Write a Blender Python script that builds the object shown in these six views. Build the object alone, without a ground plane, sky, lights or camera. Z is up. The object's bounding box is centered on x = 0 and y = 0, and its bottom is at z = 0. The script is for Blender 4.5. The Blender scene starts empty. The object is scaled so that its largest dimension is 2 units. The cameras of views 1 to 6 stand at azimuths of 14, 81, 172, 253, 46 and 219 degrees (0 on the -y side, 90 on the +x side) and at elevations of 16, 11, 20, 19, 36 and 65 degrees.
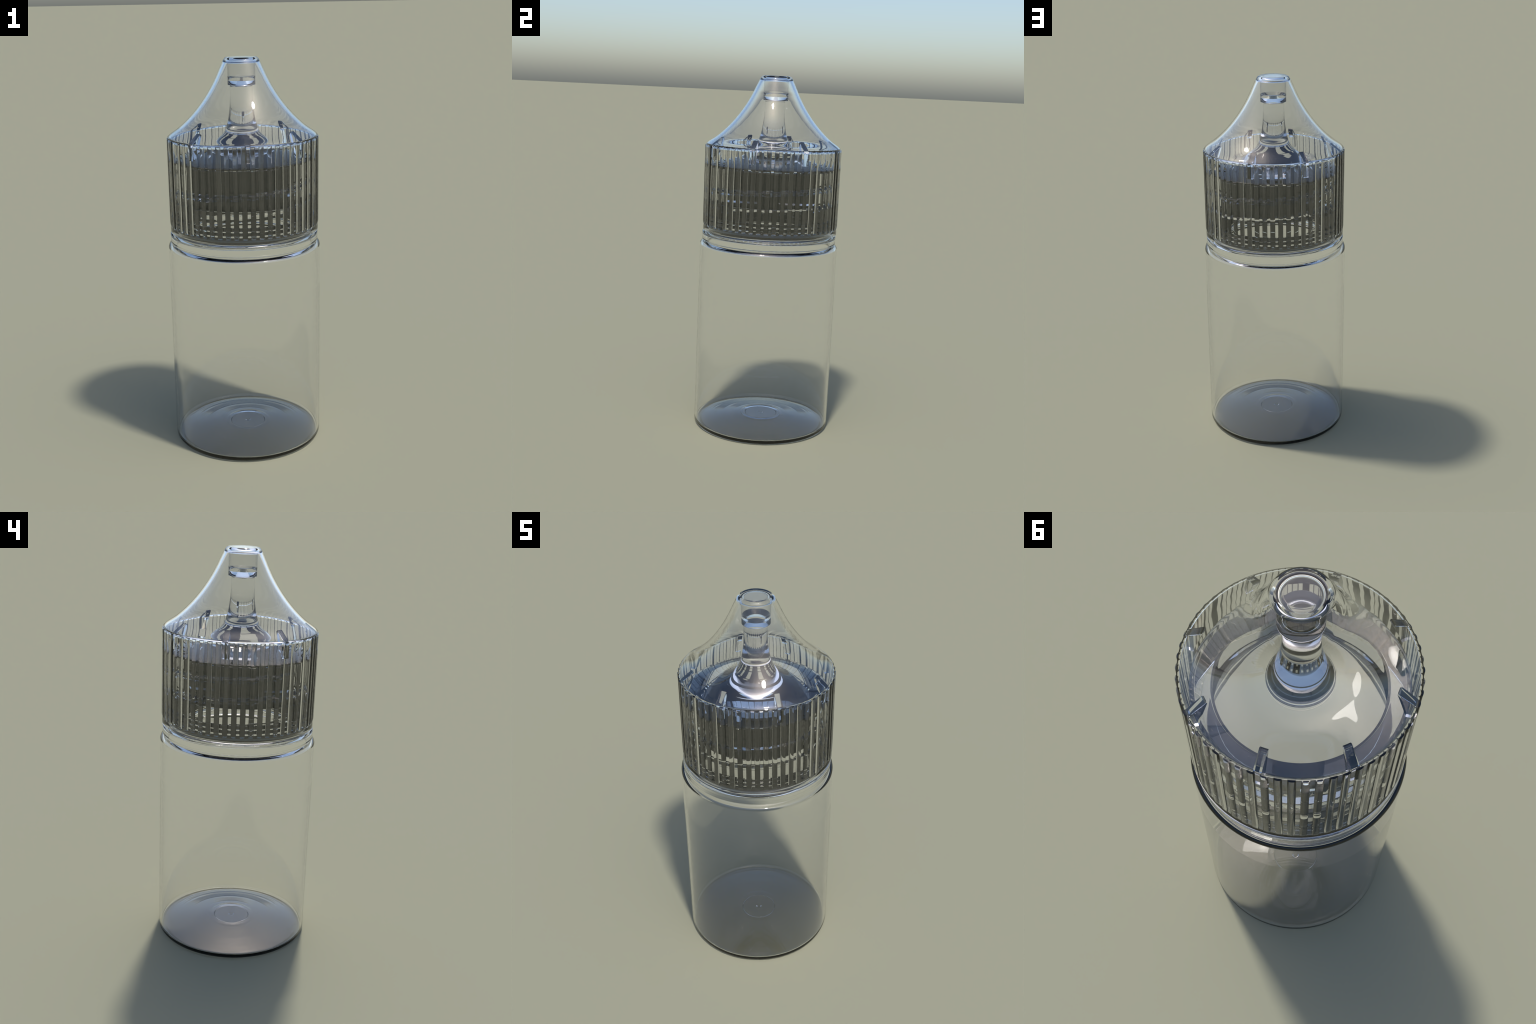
import bpy, bmesh, math
from mathutils import Vector

TAU = math.tau

# ------------------------------------------------------------------ materials
def clear_plastic(name, ior=1.5, tint=(1.0, 1.0, 1.0), rough=0.0):
    m = bpy.data.materials.new(name)
    m.use_nodes = True
    nt = m.node_tree
    b = nt.nodes["Principled BSDF"]
    b.inputs["Base Color"].default_value = (*tint, 1)
    b.inputs["Roughness"].default_value = rough
    b.inputs["IOR"].default_value = ior
    b.inputs["Transmission Weight"].default_value = 1.0
    return m

PLASTIC = clear_plastic("clear_plastic")

# ------------------------------------------------------------------ helpers
def fillet(points, default=0.0, steps=6):
    """Closed or open (r, z[, radius]) polyline -> same with rounded corners."""
    out = []
    n = len(points)
    for i, p in enumerate(points):
        rad = p[2] if len(p) > 2 else default
        c = Vector(p[:2])
        if rad <= 0 or i in (0, n - 1) and not CLOSED:
            out.append(tuple(c)); continue
        a, b = Vector(points[(i - 1) % n][:2]), Vector(points[(i + 1) % n][:2])
        da, db = (a - c), (b - c)
        la, lb = da.length, db.length
        da.normalize(); db.normalize()
        ang = da.angle(db)
        if ang > math.pi - 0.02:
            out.append(tuple(c)); continue
        t = min(rad / math.tan(ang / 2), la * 0.49, lb * 0.49)
        rr = t * math.tan(ang / 2)
        centre = c + (da + db).normalized() * (rr / math.sin(ang / 2))
        v0, v1 = c + da * t - centre, c + db * t - centre
        turn = v0.angle_signed(v1)
        for k in range(steps + 1):
            s = -turn * k / steps
            out.append((centre.x + v0.x * math.cos(s) - v0.y * math.sin(s),
                        centre.y + v0.x * math.sin(s) + v0.y * math.cos(s)))
    return out

CLOSED = True

def smooth_curve(knots, per=6):
    """Catmull-Rom through (r, z) knots."""
    k = [Vector(p) for p in knots]
    k = [2 * k[0] - k[1]] + k + [2 * k[-1] - k[-2]]
    out = []
    for i in range(1, len(k) - 2):
        p0, p1, p2, p3 = k[i - 1:i + 3]
        for s in range(per):
            t = s / per
            q = 0.5 * ((2 * p1) + (p2 - p0) * t + (2 * p0 - 5 * p1 + 4 * p2 - p3) * t * t
                       + (3 * p1 - p0 - 3 * p2 + p3) * t ** 3)
            out.append((q.x, q.y))
    out.append(tuple(k[-2]))
    return out

def support(profile, near=0.002, closed=True):
    """Add points close to both ends of long straight runs, so that smooth shading stays flat along them."""
    out, n = [], len(profile)
    for i, p in enumerate(profile):
        out.append(p)
        if i == n - 1 and not closed:
            break
        a, b = Vector(p), Vector(profile[(i + 1) % n])
        length = (b - a).length
        if length > 8 * near and not (a.x < 1e-6 and b.x < 1e-6):
            for f in (near / length, 1 - near / length):
                q = a.lerp(b, f)
                if q.x > 1e-5:
                    out.append((q.x, q.y))
    return out

def lathe(name, profile, seg=256, shape=None, angle=32.0):
    """Revolve a closed (r, z) outline about z; outline points with r == 0 become poles.
    shape(r, z, theta) -> (r, z) may modulate the surface."""
    bm = bmesh.new()
    rings = []
    profile = support(profile)
    for r, z in profile:
        if r < 1e-6:
            rings.append([bm.verts.new((0, 0, z))])
        else:
            ring = []
            for i in range(seg):
                t = TAU * i / seg
                rr, zz = shape(r, z, t) if shape else (r, z)
                ring.append(bm.verts.new((rr * math.cos(t), rr * math.sin(t), zz)))
            rings.append(ring)
    n = len(rings)
    for k in range(n):
        a, b = rings[k], rings[(k + 1) % n]
        if len(a) == 1 and len(b) == 1:
            continue
        for i in range(seg):
            j = (i + 1) % seg
            if len(a) == 1:
                bm.faces.new((a[0], b[j], b[i]))
            elif len(b) == 1:
                bm.faces.new((a[i], a[j], b[0]))
            else:
                bm.faces.new((a[i], a[j], b[j], b[i]))
    bmesh.ops.recalc_face_normals(bm, faces=bm.faces)
    return finish(name, bm, angle)

def finish(name, bm, angle=32.0):
    me = bpy.data.meshes.new(name)
    bm.to_mesh(me); bm.free()
    me.materials.append(PLASTIC)
    me.polygons.foreach_set("use_smooth", [True] * len(me.polygons))
    me.set_sharp_from_angle(angle=math.radians(angle))
    ob = bpy.data.objects.new(name, me)
    bpy.context.scene.collection.objects.link(ob)
    return ob

# ------------------------------------------------------------------ bottle
NECK_R = 0.331
THREAD = dict(pitch=0.100, start=1.185, turns=2.6, height=0.010, half=0.013)

def thread_shape(r, z, t):
    """Helical thread standing on the neck."""
    if abs(r - NECK_R) > 1e-4 or not 1.15 < z < 1.485:
        return r, z
    best = 0.0
    for turn in range(-1, 4):
        along = turn + t / TAU
        if not 0 <= along <= THREAD["turns"]:
            continue
        d = abs(z - THREAD["start"] - THREAD["pitch"] * along) / THREAD["half"]
        fade = min(1.0, along / 0.07, (THREAD["turns"] - along) / 0.07)
        best = max(best, min(1.0, max(0.0, (1 - d) * 1.8)) * fade)
    return r + THREAD["height"] * best, z

def make_bottle():
    R = 0.3910
    W = 0.013
    lower = [
        (0.0, 0.033), (0.010, 0.033), (0.014, 0.037), (0.090, 0.037), (0.092, 0.0355), (0.094, 0.037), (0.120, 0.0345, 0.01), (0.16, 0.030, 0.1), (0.23, 0.0205, 0.1), (0.30, 0.0085, 0.1),
        (0.345, 0.0, 0.01), (R - 0.010, 0.0, 0.014), (R, 0.014, 0.02), (R, 1.065, 0.034), (0.3640, 1.0715, 0.002),
        (0.3640, 1.0785, 0.002), (0.379, 1.081, 0.005), (0.379, 1.1235, 0.003), (0.352, 1.125, 0.002), (0.352, 1.135, 0.002), (NECK_R, 1.138, 0.004)]
    neck = [(NECK_R, 1.15 + 0.0045 * i) for i in range(1, 74)]
    upper = [(NECK_R, 1.493, 0.004), (0.272, 1.493, 0.006),
        (0.272, 1.129, 0.006), (0.330, 1.126, 0.010), (0.350, 1.114, 0.012), (0.350, 1.057, 0.003), (R - 0.016, 1.054, 0.006), (R - W, 0.85, 0.5), (R - W, 0.014, 0.016), (0.345, 0.0215, 0.1), (0.30, 0.029, 0.1), (0.23, 0.038, 0.1),
        (0.16, 0.0455, 0.1), (0.122, 0.049, 0.02), (0.108, 0.0525, 0.012), (0.0, 0.053),
    ]
    return lathe("bottle_body", fillet(lower + neck + upper), shape=thread_shape, angle=40)

# ------------------------------------------------------------------ cap
RIDGES = 58
CAP_R = 0.3755       # wall between ridges
CAP_IN = 0.367
CONE = [(1.617, 0.3755), (1.63, 0.3610), (1.66, 0.3175), (1.70, 0.2730), (1.74, 0.2355), (1.78, 0.2032),
        (1.82, 0.1752), (1.86, 0.1508), (1.90, 0.1298), (1.93, 0.1158), (1.96, 0.1016), (1.98, 0.0920)]

def offset(points, d):
    """Shift an (r, z) polyline by d(z) along its left normal."""
    out = []
    for i, p in enumerate(points):
        a, b = Vector(points[max(0, i - 1)]), Vector(points[min(len(points) - 1, i + 1)])
        t = (b - a).normalized()
        k = d(p[1])
        out.append((p[0] - t.y * k, p[1] + t.x * k))
    return out

RIDGE_HALF = 0.0128 / 0.3755      # half-width as an angle
RIDGE_H = 0.0055
RIDGE_COLS = 10
GAP_COLS = 5
Z_ROWS = [1.1360, 1.155, 1.157, 1.166] + [1.166 + 0.016 * math.sin(k * math.pi / 12) for k in range(1, 7)] + [1.30, 1.45, 1.55, 1.6095, 1.6125, 1.617]

def ridge_height(z):
    if z <= 1.1661 or z >= 1.6124:
        return 0.0
    if z < 1.182:
        return (1 - (1 - math.asin((z - 1.166) / 0.016) / (math.pi / 2)) ** 2) ** 0.5
    return 1.0

SOLID_RIDGES = {0, 1, 4, 5, 9, 10, 14, 17, 19, 20, 23, 24, 25, 26, 27, 29, 30, 32, 33, 35, 37, 38, 39, 43, 46, 48, 50, 51, 52, 53, 54, 55, 56}
KINDS = ["solid" if k in SOLID_RIDGES else "shell" for k in range(RIDGES)]

def make_cap():
    cone = smooth_curve([(r, z) for z, r in CONE], 5)
    wall = lambda z: 0.0150
    inner = [p for p in offset(cone, wall) if p[0] < CAP_IN - 0.002 and p[1] < 1.976 and p[0] > 0.0735] + [(0.0725, 1.9775)]
    prof = cone
    prof += [(0.0885, 1.9865), (0.0850, 1.9920), (0.0805, 1.9965), (0.0755, 1.9992), (0.0725, 2.0), (0.0, 2.0)]
    prof += [(0.0, 1.984)] + [(0.050 + 0.016 * math.sin(a), 1.968 + 0.016 * math.cos(a)) for a in [k * math.pi / 16 for k in range(9)]]
    prof += [(0.0660, 1.9055), (0.0655, 1.9045), (0.044, 1.8845), (0.0440, 1.8835), (0.0625, 1.8625), (0.064, 1.862), (0.067, 1.862), (0.069, 1.864)]
    prof += [(0.069, 1.976)]
    prof += list(reversed(inner))
    prof += [(CAP_IN, 1.600), (CAP_IN, 1.1360)]
    bm = bmesh.new()
    # angles: ridge columns and gap columns
    pitch = TAU / RIDGES
    angles, tag = [], []
    for k in range(RIDGES):
        c = k * pitch
        for i in range(RIDGE_COLS):
            angles.append(c - RIDGE_HALF * math.cos(math.pi * i / RIDGE_COLS)); tag.append((k, math.pi * i / RIDGE_COLS))
        g0, g1 = c + RIDGE_HALF, c + pitch - RIDGE_HALF
        for i in range(GAP_COLS):
            angles.append(g0 + (g1 - g0) * i / GAP_COLS); tag.append((k, math.pi if i == 0 else None))
    n = len(angles)
    rings, kinds = [], []
    for z in Z_ROWS:
        ring = []
        for t, (k, u) in zip(angles, tag):
            r = CAP_R + 0.0035 * min(1.0, max(0.0, (1.166 - z) / 0.010))
            if u is not None and KINDS[k % len(KINDS)].startswith("fused"):
                r += RIDGE_H * ridge_height(z) * math.sin(u)
            ring.append(bm.verts.new((r * math.cos(t), r * math.sin(t), z)))
        rings.append(ring)
    for r, z in support(prof, closed=False)[1:]:
        if r < 1e-6:
            rings.append([bm.verts.new((0, 0, z))])
        else:
            rings.append([bm.verts.new((r * math.cos(t), r * math.sin(t), z)) for t in angles])
    flips = []
    for q in range(len(rings)):
        a, b = rings[q], rings[(q + 1) % len(rings)]
        if len(a) == 1 and len(b) == 1:
            continue
        for i in range(n):
            j = (i + 1) % n
            if len(a) == 1:
                f = bm.faces.new((a[0], b[j], b[i]))
            elif len(b) == 1:
                f = bm.faces.new((a[i], a[j], b[0]))
            else:
                f = bm.faces.new((a[i], a[j], b[j], b[i]))
            if 3 <= q < len(Z_ROWS) - 2 and tag[i][1] is not None and tag[i][1] < 3.1 and KINDS[tag[i][0] % len(KINDS)] == "fused_flip":
                flips.append(f)
    bm.normal_update()
    bmesh.ops.recalc_face_normals(bm, faces=bm.faces)
    bmesh.ops.reverse_faces(bm, faces=flips)
    return finish("cap", bm, 32)

def make_ridge(solid):
    """A half-round rib on the cap wall with a rounded foot; solid ribs have a back face sunk into the wall."""
    bm = bmesh.new()
    rows = [z for z in Z_ROWS if 1.1655 < z < 1.614]
    rings = []
    for z in rows:
        ring = []
        for i in range(RIDGE_COLS + 1):
            u = math.pi * i / RIDGE_COLS
            t = -RIDGE_HALF * math.cos(u)
            r = CAP_R + 0.0002 + RIDGE_H * ridge_height(z) * math.sin(u)
            ring.append(bm.verts.new((r * math.cos(t), r * math.sin(t), z)))
        if solid:
            for s in (1, -1):
                r, t = CAP_R - 0.002, s * RIDGE_HALF
                ring.append(bm.verts.new((r * math.cos(t), r * math.sin(t), z)))
        rings.append(ring)
    n = len(rings[0])
    for a, b in zip(rings, rings[1:]):
        for i in range(n if solid else n - 1):
            j = (i + 1) % n
            bm.faces.new((a[i], a[j], b[j], b[i]))
    if solid:
        bm.faces.new(list(reversed(rings[0]))); bm.faces.new(rings[-1])
    return finish("grip_ridge", bm, 50)

def make_fin():
    bm = bmesh.new()
    w = 0.013
    outline = [(0.304, 1.646), (0.314, 1.656), (0.369, 1.612), (0.369, 1.536), (0.345, 1.536), (0.322, 1.600)]
    a = [bm.verts.new((r, -w, z)) for r, z in outline]
    b = [bm.verts.new((r, w, z)) for r, z in outline]
    n = len(outline)
    for i in range(n):
        bm.faces.new((a[i], a[(i + 1) % n], b[(i + 1) % n], b[i]))
    bm.faces.new(a); bm.faces.new(b)
    bmesh.ops.recalc_face_normals(bm, faces=bm.faces)
    return finish("gusset", bm, 30)

def make_sleeve():
    prof = fillet([(0.350, 1.142, 0.002), (0.350, 1.300, 0.002), (0.343, 1.300, 0.002), (0.343, 1.142, 0.002)])
    return lathe("inner_sleeve", prof)

def make_dark_band(z0, z1):
    """Clear rings between cap wall and sleeve, modelled to draw dark bands there."""
    prof = fillet([(0.3625, z0, 0.001), (0.3625, z1, 0.002), (0.3525, z1, 0.002), (0.3525, z0, 0.001)])
    return lathe("dark_band_ring", prof)

def make_plug():
    flare = smooth_curve([(0.0565, 1.80), (0.0585, 1.76), (0.0628, 1.725), (0.0695, 1.685), (0.0815, 1.645), (0.0925, 1.623), (0.107, 1.603),
                          (0.130, 1.583), (0.152, 1.567), (0.180, 1.552), (0.215, 1.541), (0.260, 1.530), (0.300, 1.520), (0.335, 1.510)], 6)
    tip = [(0.0, 1.859), (0.0545, 1.859), (0.0565, 1.857)]
    prof = tip + flare
    prof += [(0.345, 1.507), (0.348, 1.5045), (0.348, 1.4985), (0.346, 1.4965), (0.268, 1.496),
             (0.268, 1.287), (0.260, 1.277), (0.0, 1.277)]
    plug = lathe("dropper_plug", prof)
    return plug

root = bpy.data.objects.new("dropper_bottle", None)
bpy.context.scene.collection.objects.link(root)
root["label"] = "clear plastic dropper bottle with tall ridged cap"
root["category"] = "bottle"

cap = make_cap()
fin = make_fin()
parts = [make_bottle(), cap, make_plug(), make_sleeve()] + [make_dark_band(*z) for z in ((1.140, 1.174), (1.184, 1.199), (1.206, 1.224))]
for p in parts:
    p.parent = root
cap.location = (0.0018, 0.0028, 0.0)
shells = {"shell": make_ridge(False), "solid": make_ridge(True)}
for k in range(RIDGES):
    kind = KINDS[k % len(KINDS)]
    if kind in shells:
        o = shells[kind].copy()
        bpy.context.scene.collection.objects.link(o)
        o.rotation_euler.z = TAU * k / RIDGES
        o.parent = cap
for o in shells.values():
    bpy.data.objects.remove(o)
for k in range(8):
    o = fin if k == 0 else fin.copy()
    if k: bpy.context.scene.collection.objects.link(o)
    o.rotation_euler.z = math.radians(18.4 + 45 * k)
    o.parent = cap
